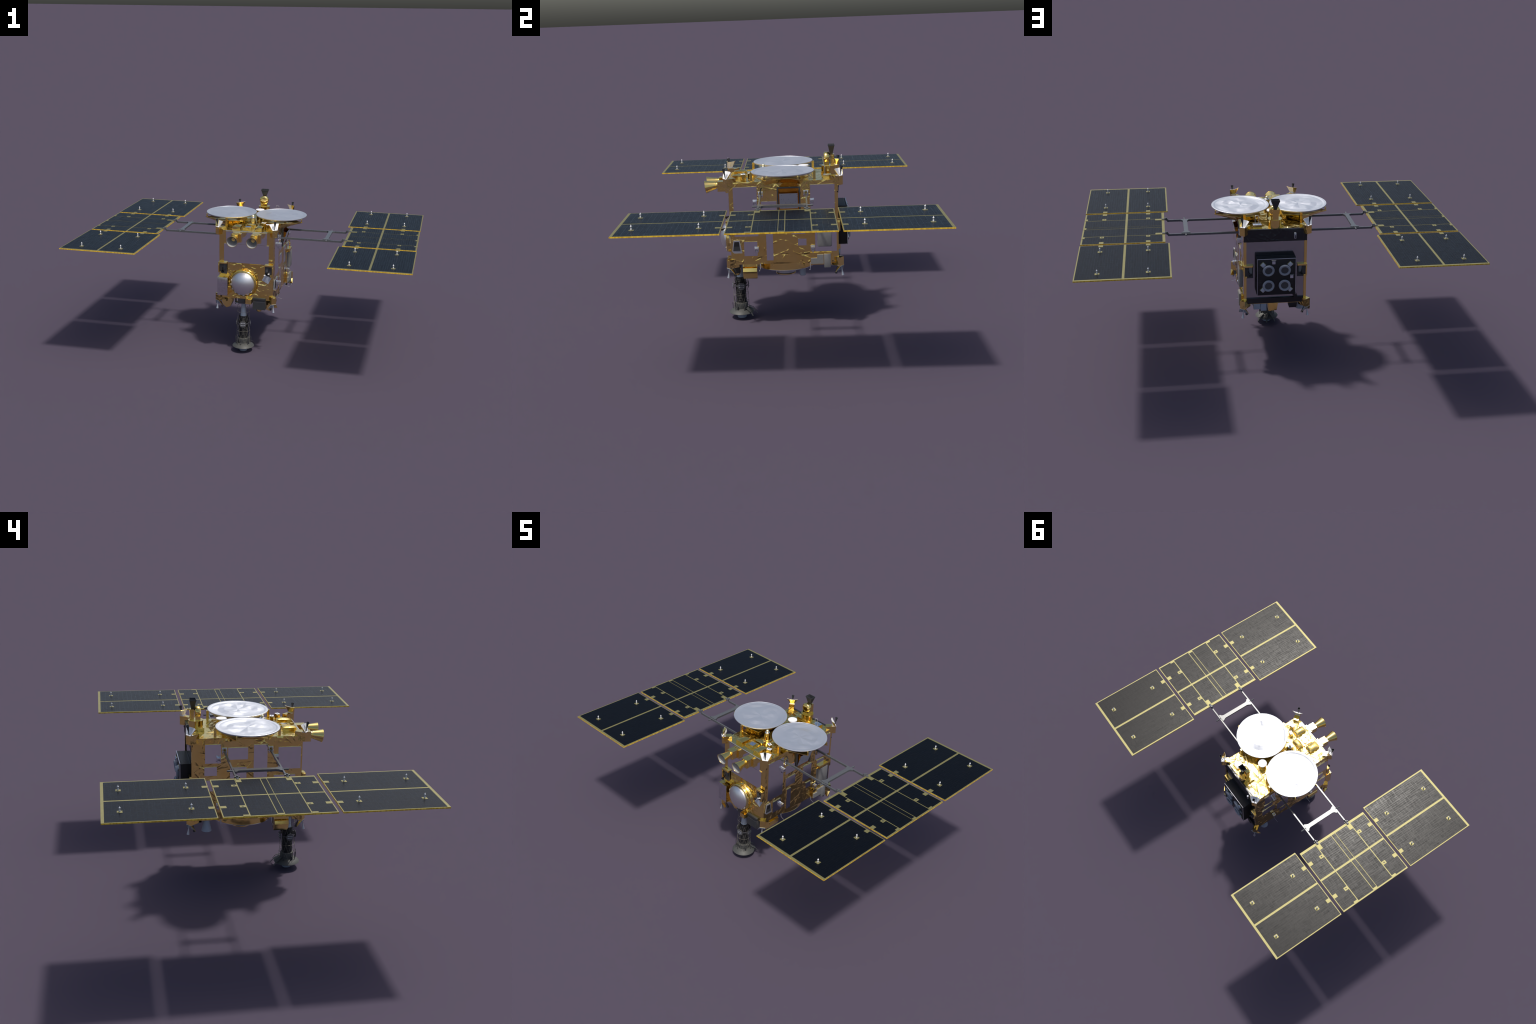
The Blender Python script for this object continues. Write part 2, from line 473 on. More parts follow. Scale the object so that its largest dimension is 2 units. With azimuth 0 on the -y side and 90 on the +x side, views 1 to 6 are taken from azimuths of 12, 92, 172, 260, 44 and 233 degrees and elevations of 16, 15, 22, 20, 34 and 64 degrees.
def thruster(sx, sy, top, seed):
    f = local_frame(sx, sy)
    zf = (lambda z: z) if top else (lambda z: .553 + .002 - (z - .555))   # lower set mirrors the upper one
    z0, z1 = (.741, .786) if top else (.327, .372)
    c, n = f(0, -.026, 0), f(0, 1, 0) - f(0, 0, 0)
    ang = math.atan2(n.y, n.x)
    m = Matrix.Translation((c.x, c.y, 0)) @ Matrix.Rotation(ang, 4, "Z")
    blk = foil_box("thruster_block", (-.030, -.0155, z0), (.026, .0155, z1), GOLD, root, .003, 5000, .0012, seed, mtx=m)
    e = 1 if top else -1
    zb = z1 if top else z0
    zt = (zb + .035) if top else (zb - .030)
    P = [f(-.0315, -.017, zt), f(-.014, -.026, zt), f(.014, -.026, zt), f(.0325, -.017, zt)]
    Q = [f(-.0157, .0008, zb), f(-.010, -.013, zb), f(.010, -.013, zb), f(.0157, .0008, zb)]
    bm = bmesh.new()
    sheet(bm, [(Q[i], Q[i + 1], P[i + 1], P[i]) for i in (0, 2)])
    sheet(bm, [(Q[1], Q[2], P[2], P[1])])
    link("plume_shield", mesh_of(bm, "plume_shield"), WHITE if top else FOOT, blk, 20)  # lower shields and bases coloured blue-grey, shade under the body painted in
    bm = bmesh.new()                                # foil backing of the shield
    k = V((0, 0, 0))
    out = [(p - f(0, -.008, p.z)) for p in P]
    sheet(bm, [(Q[i] + (Q[i] - f(0, .002, zb)) * .06, P[i] + out[i] * .05, P[i + 1] + out[i + 1] * .05, Q[i + 1] + (Q[i + 1] - f(0, .002, zb)) * .06) for i in range(3)], .0008)
    link("plume_shield_backing", mesh_of(bm, "plume_shield_backing"), GOLD_SMOOTH, blk, 20)
    box("shield_base", (.006, -.0155, 0), (.0275, .0155, .0016), WHITE if top else FOOT, blk, .0004,
        Matrix.Translation((c.x, c.y, zb if top else zb - .0016)) @ Matrix.Rotation(ang, 4, "Z"))
    if top:
        nozzle("thruster_nozzle", (sx * .172, sy * .283, zb), (sx * .176, sy * .291, .836), blk, CHAR, .0078)
    else:
        nozzle("thruster_nozzle", (sx * .171, sy * .284, zb), (sx * .174, sy * .290, .277), blk, STEEL, .0078)
        nozzle("thruster_nozzle", (sx * .160, sy * .268, zb + .004), (sx * .150, sy * .257, .281), blk, DARK, .0070)

k = 60
for sx in (1, -1):
    for sy in (1, -1):
        for top in (True, False):
            thruster(sx, sy, top, k)
            k += 1

# mid-height thruster recesses: gold angle bracket, dark plate, black nozzle
for sx in (1, -1):
    for sy in (1, -1):
        yf, o = (YR + .0045 if sy > 0 else -BY - .0036), sy * (.014 if sy > 0 else .018)
        x0, x1 = sx * .116, sx * .1685
        lo = lambda a, b: (min(a, b), max(a, b))
        xl, xh = lo(x0, x1)
        yl, yh = lo(yf, yf + o)
        br = box("thruster_bracket", (xl, yl, .561), (xh, yh, .571), GOLD_SMOOTH, root, .001)
        xs = lo(sx * .161, x1)
        box("bracket_side", (xs[0], yl, .506), (xs[1], yh, .5605), GOLD_SMOOTH, br, .001)
        box("bracket_foot", (lo(sx * .150, sx * .1605)[0], yl, .503), (lo(sx * .150, sx * .1605)[1], yh, .511), GOLD_SMOOTH, br, .001)
        prism("recess_plate", [(sx * .117, yf, .5605), (sx * .1605, yf, .5605), (sx * .1605, yf, .512), (sx * .149, yf, .498), (sx * .117, yf, .498)], (0, sy * .006, 0), DARK, br)
        prism("recess_plate", [(sx * .123, yf + sy * .007, .560), (sx * .140, yf + sy * .007, .560), (sx * .137, yf + sy * .011, .527), (sx * .123, yf + sy * .011, .527)], (0, sy * .002, 0), GREY if sy > 0 else DARK, br)
        nozzle("thruster_nozzle", (sx * .142, yf + sy * .004, .536), (sx * .134, sy * (.318 if sy < 0 else .295), .522), br, BLACK, .0085, .55)

# ------------------------------------------------------------------ rear: ion engine block
ion = box("ion_engine_base", (-.1020, YR + .004, .4205), (.1020, .316, .6190), BLACK, root, .002)
bm = bmesh.new()
for i in range(9):                                  # stacked fins around the block
    y = .274 + i * .0043
    add_box(bm, (-.1035, y, .4190), (.1035, y + .0016, .6205))
link("engine_fin_stack", mesh_of(bm, "engine_fin_stack"), BLACK, ion)
plate = box("engine_plate", (-.1010, .3165, .4185), (.1010, .3225, .6210), BLACK, ion, .0008)
bm = bmesh.new()
for lo_, hi_ in [((-.1015, .3195, .6195), (.1015, .3235, .6220)), ((.0998, .3195, .4185), (.1016, .3235, .6215)), ((-.1016, .3195, .4185), (-.0998, .3235, .6215))]:
    add_box(bm, lo_, hi_)
link("plate_edging", mesh_of(bm, "plate_edging"), STEEL, plate)
for sx in (1, -1):
    for sz in (1, -1):
        c = V((sx * .043, .3225, .5165 + sz * .0432))
        ax = V((-sx * .06, 1, -sz * .06 - .05)).normalized()
        lathe("ion_thruster", [(.028, -.002), (.0315, .004), (.0315, .010), (.028, .0135), (.0205, .012), (.019, .009), (.019, .006), (.0, .006)], c, ax, RING, plate, 40, 35)
        lathe("ion_grid", [(.0188, .0), (.0188, .0075), (.0, .0085)], c, ax, DARK, plate, 32)
        m = Matrix.Translation((sx * .071, .3225, .5205 + sz * .0705)) @ Matrix.Rotation(math.pi / 4, 4, "Y")
        nb = box("neutralizer", (-.0105, 0, -.0105), (.0105, .008, .0105), PALE, plate, .002, m)
        box("neutralizer_seat", (-.0125, -.0005, -.0125), (.0125, .0035, .0125), KHAKI, nb, .0005, m)
for px, pz in ((.015, .602), (-.080, .520)):
    s = box("sensor_patch", (px - .0082, .3225, pz - .0085), (px + .0082, .328, pz + .0085), PINK, plate, .0008)
    box("sensor_visor", (px - .0115, .3225, pz + .0115), (px + .0115, .331, pz + .0135), GREY, s, .0005)
bm = bmesh.new()
r2 = np.random.default_rng(5)
for sx in (1, -1):
    for i in range(4):
        for j in range(2):
            for zc in (.545, .478):
                add_box(bm, (sx * .082 + j * .010 - .0008, .3222, zc + i * .008 - .0008), (sx * .082 + j * .010 + .0008, .3232, zc + i * .008 + .0008))
o = link("plate_fastener", mesh_of(bm, "plate_fastener"), GREY, plate)
o["kind"] = "stuff"
prism("cable_strap", [(-.086, .285, .419), (-.104, .285, .424), (-.125, .281, .372), (-.104, .281, .366)], (0, .004, 0), BLACKFOIL, body)
box("latch", (-.107, BY + .001, .716), (-.096, .289, .748), STEEL, body, .002)
box("latch_slot", (-.1035, .2885, .720), (-.0995, .2905, .736), BLACK, body, .0004)
prism("black_vent_box", [(-.073, .262, .3425), (-.122, .262, .3425), (-.117, .262, .312), (-.078, .262, .312)], (0, -.045, 0), BLACK, body, .001)
lathe("flared_antenna_cup", [(.016, 0), (.017, -.02), (.025, -.060), (.0235, -.061)], (-.146, .196, .3425), (0, 0, 1), FOOT, body, 32)
lathe("canister", [(.0165, 0), (.0165, -.082), (.014, -.0845)], (.09, .088, .3425), (0, 0, 1), FOOT, body, 28)
box("target_marker", (.0765, .232, .310), (.1130, .262, .3435), FOOT, body, .001)
box("target_marker", (.0435, .232, .300), (.0750, .262, .3435), FOOT, body, .001)
prism("foil_wedge", [(.036, .262, .3435), (-.018, .262, .3435), (-.011, .262, .300), (.033, .262, .297)], (0, -.045, 0), GOLD, body, .001)

# foil-wrapped rolls under the front corners
for sx in (1, -1):
    pts = [(.108, .345), (.150, .345), (.152, .326), (.164, .322), (.168, .304), (.158, .279), (.136, .259), (.112, .268), (.098, .300), (.100, .322), (.108, .326)]
    bm = bmesh.new()
    add_prism(bm, [(sx * x, -.217, z) for x, z in pts], (0, .073, 0))
    bmesh.ops.bevel(bm, geom=[e for e in bm.edges if abs(e.verts[0].co.y - e.verts[1].co.y) < 1e-5], offset=.003, segments=2, profile=.5, affect="EDGES")
    link("foil_roll", mesh_of(bm, "foil_roll"), GOLD, body, 25)

# ------------------------------------------------------------------ +x side equipment
w = box("louvre_frame", (.1672, -.030, .622), (.1705, .084, .738), AMBER, body, .0)
bm = bmesh.new()
for lo_, hi_ in [((.167, -.031, .622), (.178, -.0235, .738)), ((.167, .0775, .622), (.178, .085, .738)), ((.167, -.0235, .7305), (.178, .0775, .738))]:
    add_box(bm, lo_, hi_, .0006)
link("louvre_surround", mesh_of(bm, "louvre_surround"), BOOM, w)
prism("louvre_plate", [(.1685, -.019, .622), (.1685, .072, .622), (.1975, .072, .708), (.1975, -.019, .708)], (-.002, 0, .001), PERF, w)
prism("louvre_wing", [(.1705, -.0215, .624), (.1705, -.0215, .720), (.1955, -.0215, .709)], (0, .0015, 0), AMBER, w)
prism("louvre_wing", [(.1705, .0745, .624), (.1705, .0745, .720), (.1955, .0745, .709)], (0, .0015, 0), AMBER, w)
prism("amber_patch", [(.1675, -.018, .739), (.1675, .078, .739), (.1675, .062, .758), (.1675, .004, .760)], (.0015, 0, 0), AMBER, body)
tw = prism("sensor_hood", [(.1675, -.2575, .470), (.1675, -.2265, .470), (.1675, -.2145, .404), (.1675, -.256, .404), (.1675, -.266, .414)], (.006, 0, 0), STEEL, body)
prism("sensor_hood_opening", [(.1737, -.2535, .464), (.1737, -.2305, .464), (.1737, -.2245, .418), (.1737, -.261, .418)], (.0012, 0, 0), BLACK, tw)
prism("sensor_hood_floor", [(.1751, -.257, .440), (.1751, -.2275, .440), (.1751, -.2245, .418), (.1751, -.261, .418)], (.0006, 0, 0), CHAR, tw)
g = box("electronics_box", (.1690, .165, .430), (.188, .237, .540), GREY, body, .006)
foil_box("electronics_box_seat", (.1665, .163, .535), (.186, .239, .555), GOLD, body, .004, 4000, .001, 91)
bm = bmesh.new()
add_prism(bm, [(.167, .130, .342), (.167, .194, .342), (.167, .194, .389), (.167, .162, .389), (.167, .162, .371), (.167, .130, .371)], (.019, 0, 0))
link("electronics_box", mesh_of(bm, "electronics_box"), GREY, body)
box("electronics_box", (.1665, .197, .322), (.188, .230, .391), GREY, body, .0012)
foil_box("electronics_box_seat", (.1600, .128, .336), (.1665 + .012, .236, .398), GOLD, body, .004, 4000, .0012, 92)

# hold-down fittings, yoke brackets and whisker antennas on both sides
def hold_down(s, y, z):
    bm = bmesh.new()
    x = s * (BX + .002)
    X = lambda d: x + s * d
    def bx(d0, d1, y0, y1, z0, z1):
        add_box(bm, (min(X(d0), X(d1)), y + y0, z + z0), (max(X(d0), X(d1)), y + y1, z + z1), .0005)
    bx(0, .003, -.011, .011, -.014, .015)
    bx(.003, .020, -.0095, -.0065, -.010, .013)
    bx(.003, .020, .0065, .0095, -.010, .013)
    bx(.003, .022, -.0065, .0065, .004, .011)
    add_rod(bm, (X(.003), y, z - .006), (X(.017), y, z - .006), .0042)
    add_prism(bm, [(X(.003), y - .005, z - .012), (X(.003), y + .005, z - .012), (X(.003), y, z - .024)], (s * .005, 0, 0))
    link("hold_down_fitting", mesh_of(bm, "hold_down_fitting"), SILVER, body)

def yoke_bracket(s, y):
    bm = bmesh.new()
    x = s * BX
    for d in (-.011, .0065):
        add_box(bm, (min(x, x + s * .012), y + d, .686), (max(x, x + s * .012), y + d + .0045, .716), .0006)
    add_box(bm, (min(x, x + s * .006), y - .013, .7115), (max(x, x + s * .006), y + .013, .718), .0006)
    add_rod(bm, (x + s * .008, y - .013, .699), (x + s * .008, y + .013, .699), .0035)
    link("yoke_bracket", mesh_of(bm, "yoke_bracket"), SILVER, body)

for s in (1, -1):
    for y in (-.142, .142):
        for z in (.662, .420):
            hold_down(s, y, z)
    for y in (-.113, .113):
        yoke_bracket(s, y)
    for y in (-.127, .127):
        bm = bmesh.new()
        add_rod(bm, (s * .163, y, .346), (s * .168, y, .322), .0032, .0016, 10)
        add_rod(bm, (s * .168, y, .322), (s * .196, y - .003, .315), .0007, None, 6)
        add_lathe(bm, [(.0, -.002), (.002, 0), (.0, .002)], (s * .196, y - .003, .315), (s, 0, 0), 8)
        link("whisker_antenna", mesh_of(bm, "whisker_antenna"), STEEL, body)

# ------------------------------------------------------------------ solar wings
ZT, ZB = .7065, .7004
def pad(name, x0, x1, y0, y1, parent, lift=.0012):
    return box(name, (min(x0, x1), y0, ZT - .0004), (max(x0, x1), y1, ZT + lift), KHAKI, parent, .0)

pin_proto = None
def pin_mesh():
    bm = bmesh.new()
    add_lathe(bm, [(.0040, 0), (.0035, .005), (.0028, .008), (.0028, .0145), (.0042, .0153), (.0042, .0172), (.0025, .0195), (.0010, .0203), (.0007, .0240), (.0, .0243)], (0, 0, 0), (0, 0, 1), 14)
    return mesh_of(bm, "standoff_pin")
PIN = pin_mesh()

def whisker_mesh():
    bm = bmesh.new()
    add_rod(bm, (0, 0, 0), (0, 0, -.024), .0009, .0006, 6)
    return mesh_of(bm, "release_wire")
WHISK = whisker_mesh()

def panel_slab(x0, x1, y0, y1):
    bm = bmesh.new()
    add_box(bm, (x0, y0, ZB), (x1, y1, ZT))
    me = mesh_of(bm, "solar_panel")
    me.materials.append(KHAKI)
    me.materials.append(HONEY)
    for p in me.polygons:
        p.material_index = 0 if abs(p.normal.z) > .5 else 1
    return link("solar_panel", me, None, root, 0)

def cells(x0, x1, y0, y1, parent):
    return box("solar_cell_sheet", (min(x0, x1), y0, ZT - .0003), (max(x0, x1), y1, ZT + .0006), CELL, parent, 0.0)

for s in (1, -1):
    for end in (-1, 0, 1):
        S = lambda a, b: (min(s * a, s * b), max(s * a, s * b))
        if end:
            ya, yb = sorted((end * .2525, end * .7055))
            p = panel_slab(*S(.5455, 1.0), ya, yb)
            ca, cb = sorted((end * .2565, end * .6925))
            for xa, xb in ((.5535, .7655), (.7775, .9945)):
                cells(s * xa, s * xb, ca, cb, p)
            for xc in (.655, .893):
                ta, tb = sorted((end * .2527, end * .279))
                pad("hinge_pad", s * (xc - .0115), s * (xc + .0115), ta, tb, p, .0011)
                for yc in (.347, .631):
                    ps = pad("pin_pad", s * (xc - .011), s * (xc + .011), end * yc - .011, end * yc + .011, p, .0012)
                    c = link("standoff_pin", PIN, WHITE, p, 0) if pin_proto is None else copy_to(pin_proto, (0, 0, 0), p)
                    if pin_proto is None:
                        for f in PIN.polygons:
                            f.use_smooth = True
                        pin_proto = c
                        c.data.materials[0] = plain("pin_white", (.78, .78, .80), .45, 0.1, .03)
                    c.location = (s * xc, end * yc, ZT + .001)
                    wv = bpy.data.objects.new("release_wire", WHISK)
                    if not WHISK.materials:
                        WHISK.materials.append(DARK)
                    wv.location = (s * xc, end * yc, ZB)
                    wv.parent = p
                    bpy.context.collection.objects.link(wv)
        else:
            p = panel_slab(*S(.567, .998), -.234, .234)
            rows = [(-.2295, -.1275), (-.1225, -.0165), (-.0135, .0110), (.0150, .1225), (.1275, .2295)]
            for xa, xb in ((.5815, .7655), (.7775, .9900)):
                for ra, rb in rows:
                    cells(s * xa, s * xb, ra, rb, p)
            for yc in (-.1395, .1395):
                for xc in (.655, .893):
                    q = pad("pin_pad", s * (xc - .0105), s * (xc + .0105), yc - .0125, yc + .0125, p)
                    lathe("pin_socket", [(.0042, 0), (.0042, .0006)], (s * xc, yc, ZT + .001), (0, 0, 1), CHAR, q, 14)
            for yc in (-.1395, 0, .1395):
                pad("edge_pad", s * .981, s * .9955, yc - .013, yc + .013, p)
            for yc in (-.112, .112):
                pad("yoke_pad", s * .568, s * .617, yc - .012, yc + .012, p, .0016)
                bm = bmesh.new()
                add_box(bm, (min(s * .556, s * .582), yc - .006, ZT + .001), (max(s * .556, s * .582), yc + .006, ZT + .005), .0008)
                add_rod(bm, (s * .561, yc - .013, .7105), (s * .561, yc + .013, .7105), .0045)
                add_box(bm, (min(s * .552, s * .566), yc - .0045, .706), (max(s * .552, s * .566), yc + .0045, .718), .0008)
                link("yoke_hinge", mesh_of(bm, "yoke_hinge"), BOOM, p)
            for yc in (-1, 1):
                for xc in (.655, .893):
                    a, b = sorted((yc * .206, yc * .2338))
                    pad("hinge_pad", s * (xc - .0115), s * (xc + .0115), a, b, p, .0011)

    # yoke: two square tubes, a wide cross beam with flared ends and stub rods
    yoke = None
    for yc in (-.113, .113):
        bm = bmesh.new()
        def bar(p0, p1, wy, wz):
            d = V(p1) - V(p0)
            m = Matrix.Translation(p0) @ d.to_track_quat("X", "Z").to_matrix().to_4x4()
            add_box(bm, (0, -wy / 2, -wz / 2), (d.length, wy / 2, wz / 2), 0, m)
        bar((s * .172, yc, .6985), (s * .548, yc, .6985), .0072, .0108)
        bar((s * .545, yc, .6980), (s * .562, yc, .7125), .0072, .0098)
        add_rod(bm, (s * .547, yc - .0045, .6980), (s * .547, yc + .0045, .6980), .0055)
        o = link("wing_yoke_tube", mesh_of(bm, "wing_yoke_tube"), BOOM, yoke or root)
        yoke = yoke or o
    out = [(.4430, -.082), (.4380, -.093), (.4330, -.101), (.4330, -.1085), (.4800, -.1085), (.4800, -.101), (.4700, -.093), (.4660, -.082)]
    out = out + [(x, -y) for x, y in out[::-1]]
    bm = bmesh.new()
    add_prism(bm, [(s * x, y, .6965) for x, y in out], (0, 0, .0105))
    for e in (-1, 1):
        add_lathe(bm, [(.0030, 0), (.0042, .018), (.0042, .032), (.003, .034)], (s * .457, e * .1085, .7025), (0, e, 0), 12)
    link("yoke_cross_beam", mesh_of(bm, "yoke_cross_beam"), BOOM, yoke, 25)

# ------------------------------------------------------------------ dishes on the deck
def dish_top(sx):
    n, rings, R = 156, 48, .1558
    r = np.random.default_rng(100 + sx)
    bm = bmesh.new()
    def h(x, y):
        rr = math.hypot(x, y) / R
        z = .0
        z = facet(x, y)
        rim = min(1, max(0, (0.9 - rr) / .12))
        return z * rim - .0022 * (1 if rr < .93 else 0) * min(1, max(0, (.93 - rr) / .05))
    # taut membrane: random heights on a coarse polar net, flat facets in between
    NA, LV = 13, (0.0, .22, .45, .66, .86)
    net = r.choice([-1, 1], (len(LV), NA)) * r.uniform(.0012, .0052, (len(LV), NA)) * np.array([[.1], [.42], [.9], [1.05], [.6]])
    net[0, :] = net[0, 0]
    twist = r.uniform(-.5, .5, len(LV))
    def facet(x, y):
        rr = min(.8599, math.hypot(x, y) / R)
        k0 = max(q for q in range(len(LV) - 1) if LV[q] <= rr)
        f = (rr - LV[k0]) / (LV[k0 + 1] - LV[k0])
        def at(k):
            a = (math.atan2(y, x) / TAU * NA + twist[k]) % NA
            q = int(a)
            return net[k, q % NA] * (1 - (a - q)) + net[k, (q + 1) % NA] * (a - q)
        return at(k0) * (1 - f) + at(k0 + 1) * f
    Zd = .8178
    prev = None
    c = bm.verts.new((sx * .158, 0, Zd + h(0, 0)))
    for k_ in range(1, rings + 1):
        rr = R * .985 * k_ / rings
        cur = [bm.verts.new((sx * .158 + rr * math.cos(TAU * i / n), rr * math.sin(TAU * i / n), Zd + h(rr * math.cos(TAU * i / n), rr * math.sin(TAU * i / n)))) for i in range(n)]
        for i in range(n):
            j = (i + 1) % n
            if prev is None:
                bm.faces.new((c, cur[i], cur[j]))
            else:
                bm.faces.new((prev[i], cur[i], cur[j], prev[j]))
        prev = cur
    for rr, z in ((R * .990, .0012), (R * .998, .0006), (R, -.0015), (R * .997, -.0040), (R * .97, -.0075), (.05, -.010)):
        cur = [bm.verts.new((sx * .158 + rr * math.cos(TAU * i / n), rr * math.sin(TAU * i / n), Zd + z)) for i in range(n)]
        for i in range(n):
            j = (i + 1) % n
            bm.faces.new((prev[i], cur[i], cur[j], prev[j]))
        prev = cur
    bm.faces.new(prev)
    me = mesh_of(bm, "antenna_dish")
    return link("antenna_dish", me, DISHWHITE, root, 50)

for sx in (1, -1):
    d = dish_top(sx)
    for y in (-.157, .157):
        foil_box("dish_post", (sx * .151 - .0062, y - .0062, .765), (sx * .151 + .0062, y + .0062, .8135), GOLD_SMOOTH, d, .006, 200, .0004, 200)
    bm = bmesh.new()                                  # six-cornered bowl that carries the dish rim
    top = [(.3035, .079), (.258, .042), (.258, -.042), (.3035, -.081), (.178, -.129), (.060, -.110), (.060, .110), (.178, .127)]
    low = [(.171, .086, .748), (.170, .050, .759), (.170, -.040, .757), (.171, -.088, .748), (.158, -.106, .766), (.085, -.080, .767), (.085, .080, .767), (.158, .104, .766)]
    ring = lambda pts: [bm.verts.new((sx * x, y, z)) for x, y, z in pts]
    a = ring([(x, y, .7955 if x > .2 else .7900) for x, y in top])
    b = ring([(x, y, .7925 if x > .2 else .7860) for x, y in top])
    c = ring([((x * .45 + u * .55), (y * .45 + v * .55), .7920 * .52 + w_ * .48) for (x, y), (u, v, w_) in zip(top, low)])
    e = ring(low)
    hub = ring([(.158 + (x - .158) * .55, y * .55, .7850) for x, y in top])
    for p_, q_ in ((hub, a), (a, b), (b, c), (c, e)):
        for i in range(8):
            j = (i + 1) % 8
            bm.faces.new((p_[i], p_[j], q_[j], q_[i]))
    bm.faces.new(hub)
    bm.faces.new(e)
    bmesh.ops.subdivide_edges(bm, edges=bm.edges, cuts=3, use_grid_fill=True)
    rr = np.random.default_rng(77 + sx)
    for v in bm.verts:
        if v.co.z < .790:
            v.co += V(rr.normal(0, .0007, 3))
    link("dish_support_bowl", mesh_of(bm, "dish_support_bowl"), GOLD, d, 40)
    for y in (-.077, .075):
        box("rim_post", (min(sx * .2935, sx * .3000), y - .0032, .7945), (max(sx * .2935, sx * .3000), y + .0032, .8130), GOLD_SMOOTH, d, .0008)

# low-gain antenna bell, white patch disc
bell = lathe("low_gain_antenna", [(.030, 0), (.029, .003), (.0205, .005), (.0185, .020), (.0145, .042), (.0, .042)], (0, -.099, .7655), (0, 0, 1), GOLD_SMOOTH, root, 32, 40)
lathe("antenna_collar", [(.0145, .0425), (.0142, .047), (.011, .0495), (.0, .05)], (0, -.099, .7655), (0, 0, 1), SILVER, bell, 28)
lathe("antenna_ball", [(.0, .0468), (.006, .048), (.0088, .0535), (.0088, .0565), (.006, .062), (.0, .0637)], (0, -.099, .7655), (0, 0, 1), plain("pale_gold", (.95, .85, .55), .35, .8, .03), bell, 24, 80)
cyl = lathe("patch_antenna_stand", [(.0235, 0), (.0235, .045), (.0, .0455)], (0, .106, .7665), (0, 0, 1), GOLD, root, 36)
lathe("patch_antenna_disc", [(.0265, .0455), (.0268, .0478), (.0262, .0505), (.0, .0512)], (0, .106, .7665), (0, 0, 1), WHITE, cyl, 44, 40)

# steerable medium-gain horn
mg = lathe("horn_turntable", [(.033, 0), (.0355, .002), (.0355, .0435), (.037, .044), (.037, .0475), (.0, .0478)], (0, .233, .7657), (0, 0, 1), GOLD, root, 44, 40)
foil_box("horn_base_cover", (-.046, .196, .7655), (.020, .230, .782), GOLD, mg, .004, 4000, .0015, 301)
foil_box("horn_neck", (-.0155, .2435, .813), (.0155, .2635, .869), GOLD, mg, .003, 4000, .0010, 302)
lathe("horn_drive", [(.024, -.002), (.0285, .002), (.0285, .020), (.024, .026), (.015, .0275), (.0, .0275)], (.001, .2365, .853), (0, -1, 0), GOLD, mg, 40, 50)
foil_box("horn_drive_mount", (-.020, .212, .8125), (.021, .2365, .846), GOLD, mg, .004, 4000, .0010, 303)
hb = [(.0068, .0068, .868), (.021, .0150, .9095), (.0226, .0165, .9115), (.0226, .0165, .9185)]
bm = bmesh.new()
rings = []
for hx, hy, z in hb:
    rings.append([bm.verts.new((sx * hx, .2485 + sy * hy, z)) for sx, sy in ((-1, -1), (1, -1), (1, 1), (-1, 1))])
inner = [bm.verts.new((sx * .0208, .2485 + sy * .0148, .9185)) for sx, sy in ((-1, -1), (1, -1), (1, 1), (-1, 1))]
deep = [bm.verts.new((sx * .008, .2485 + sy * .008, .880)) for sx, sy in ((-1, -1), (1, -1), (1, 1), (-1, 1))]
seq = rings + [inner, deep]
for a, b in zip(seq, seq[1:]):
    for i in range(4):
        bm.faces.new((a[i], a[(i + 1) % 4], b[(i + 1) % 4], b[i]))
bm.faces.new(deep)
bm.faces.new(rings[0][::-1])
link("horn_antenna", mesh_of(bm, "horn_antenna"), CHAR, mg, 20)
box("horn_feed", (-.006, .236, .862), (.004, .243, .874), BLACK, mg, .001)

# deck equipment in front of the dishes
def pillow(name, x0, x1, y0, y1, z1, seed):
    o = foil_box(name, (x0, y0, Z1 - .001), (x1, y1, z1), GOLD, root, .0025, 2500, .0008, seed)
    cx, cy = (x0 + x1) / 2, (y0 + y1) / 2
    for v in o.data.vertices:                       # puffed lid
        if v.co.z > z1 - .004:
            a, b = (v.co.x - cx) / (x1 - x0) * 2, (v.co.y - cy) / (y1 - y0) * 2
            v.co.z += .0055 * max(0, 1 - a * a) * max(0, 1 - b * b) ** .5
    return o
pillow("deck_unit", .048, .088, -.254, -.187, .785, 401)
pillow("deck_unit", -.092, -.044, -.254, -.187, .785, 402)
pillow("deck_unit", -.028, .036, -.176, -.144, .783, 403)
wd = foil_box("window_unit", (-.031, -.241, Z1 - .001), (.023, -.182, .776), GOLD, root, .003, 3000, .0008, 404)
m = Matrix.Translation((-.004, -.2115, .7765)) @ Matrix.Rotation(math.radians(8), 4, "Z")
bm = bmesh.new()
for a, b, c_, d_ in ((-.020, -.020, .020, -.015), (-.020, .015, .020, .020), (-.020, -.015, -.015, .015), (.015, -.015, .020, .015)):
    add_box(bm, (a, b, 0), (c_, d_, .004), .0006, m)
link("window_rim", mesh_of(bm, "window_rim"), GOLD_SMOOTH, wd)
prism("window_mirror", [m @ V((-.0145, -.0145, .0005)), m @ V((.0145, -.0145, .0005)), m @ V((.0145, .0145, .0045)), m @ V((-.0145, .0145, .0045))], (0, 0, -.002), SILVER, wd)
for (px, py, a) in ((.117, -.199, .35), (.082, -.163, -.25)):
    mm = Matrix.Translation((px, py, 0)) @ Matrix.Rotation(a, 4, "Z")
    ps = foil_box("sensor_post", (-.0125, -.0095, Z1 - .001), (.0125, .0095, .797), GOLD, root, .003, 4000, .0008, 410, mtx=mm)
    box("sensor_post_cap", (-.0128, -.0098, .797), (.0128, .0098, .7985), WHITE, ps, .0004, mm)
    box("sensor_window", (-.009, -.004, .7985), (.009, .004, .7992), SILVER, ps, .0, mm)
box("deck_edge_bar", (-.126, -.2765, .7625), (.126, -.2725, .7662), STEEL, body, .0008)
hp = foil_box("handle_unit", (.068, .203, Z1 - .001), (.115, .243, .780), GOLD, root, .003, 3000, .0008, 420)
box("handle_unit_plate", (.069, .204, .780), (.114, .242, .7825), SILVER, hp, .0005)
bm = bmesh.new()
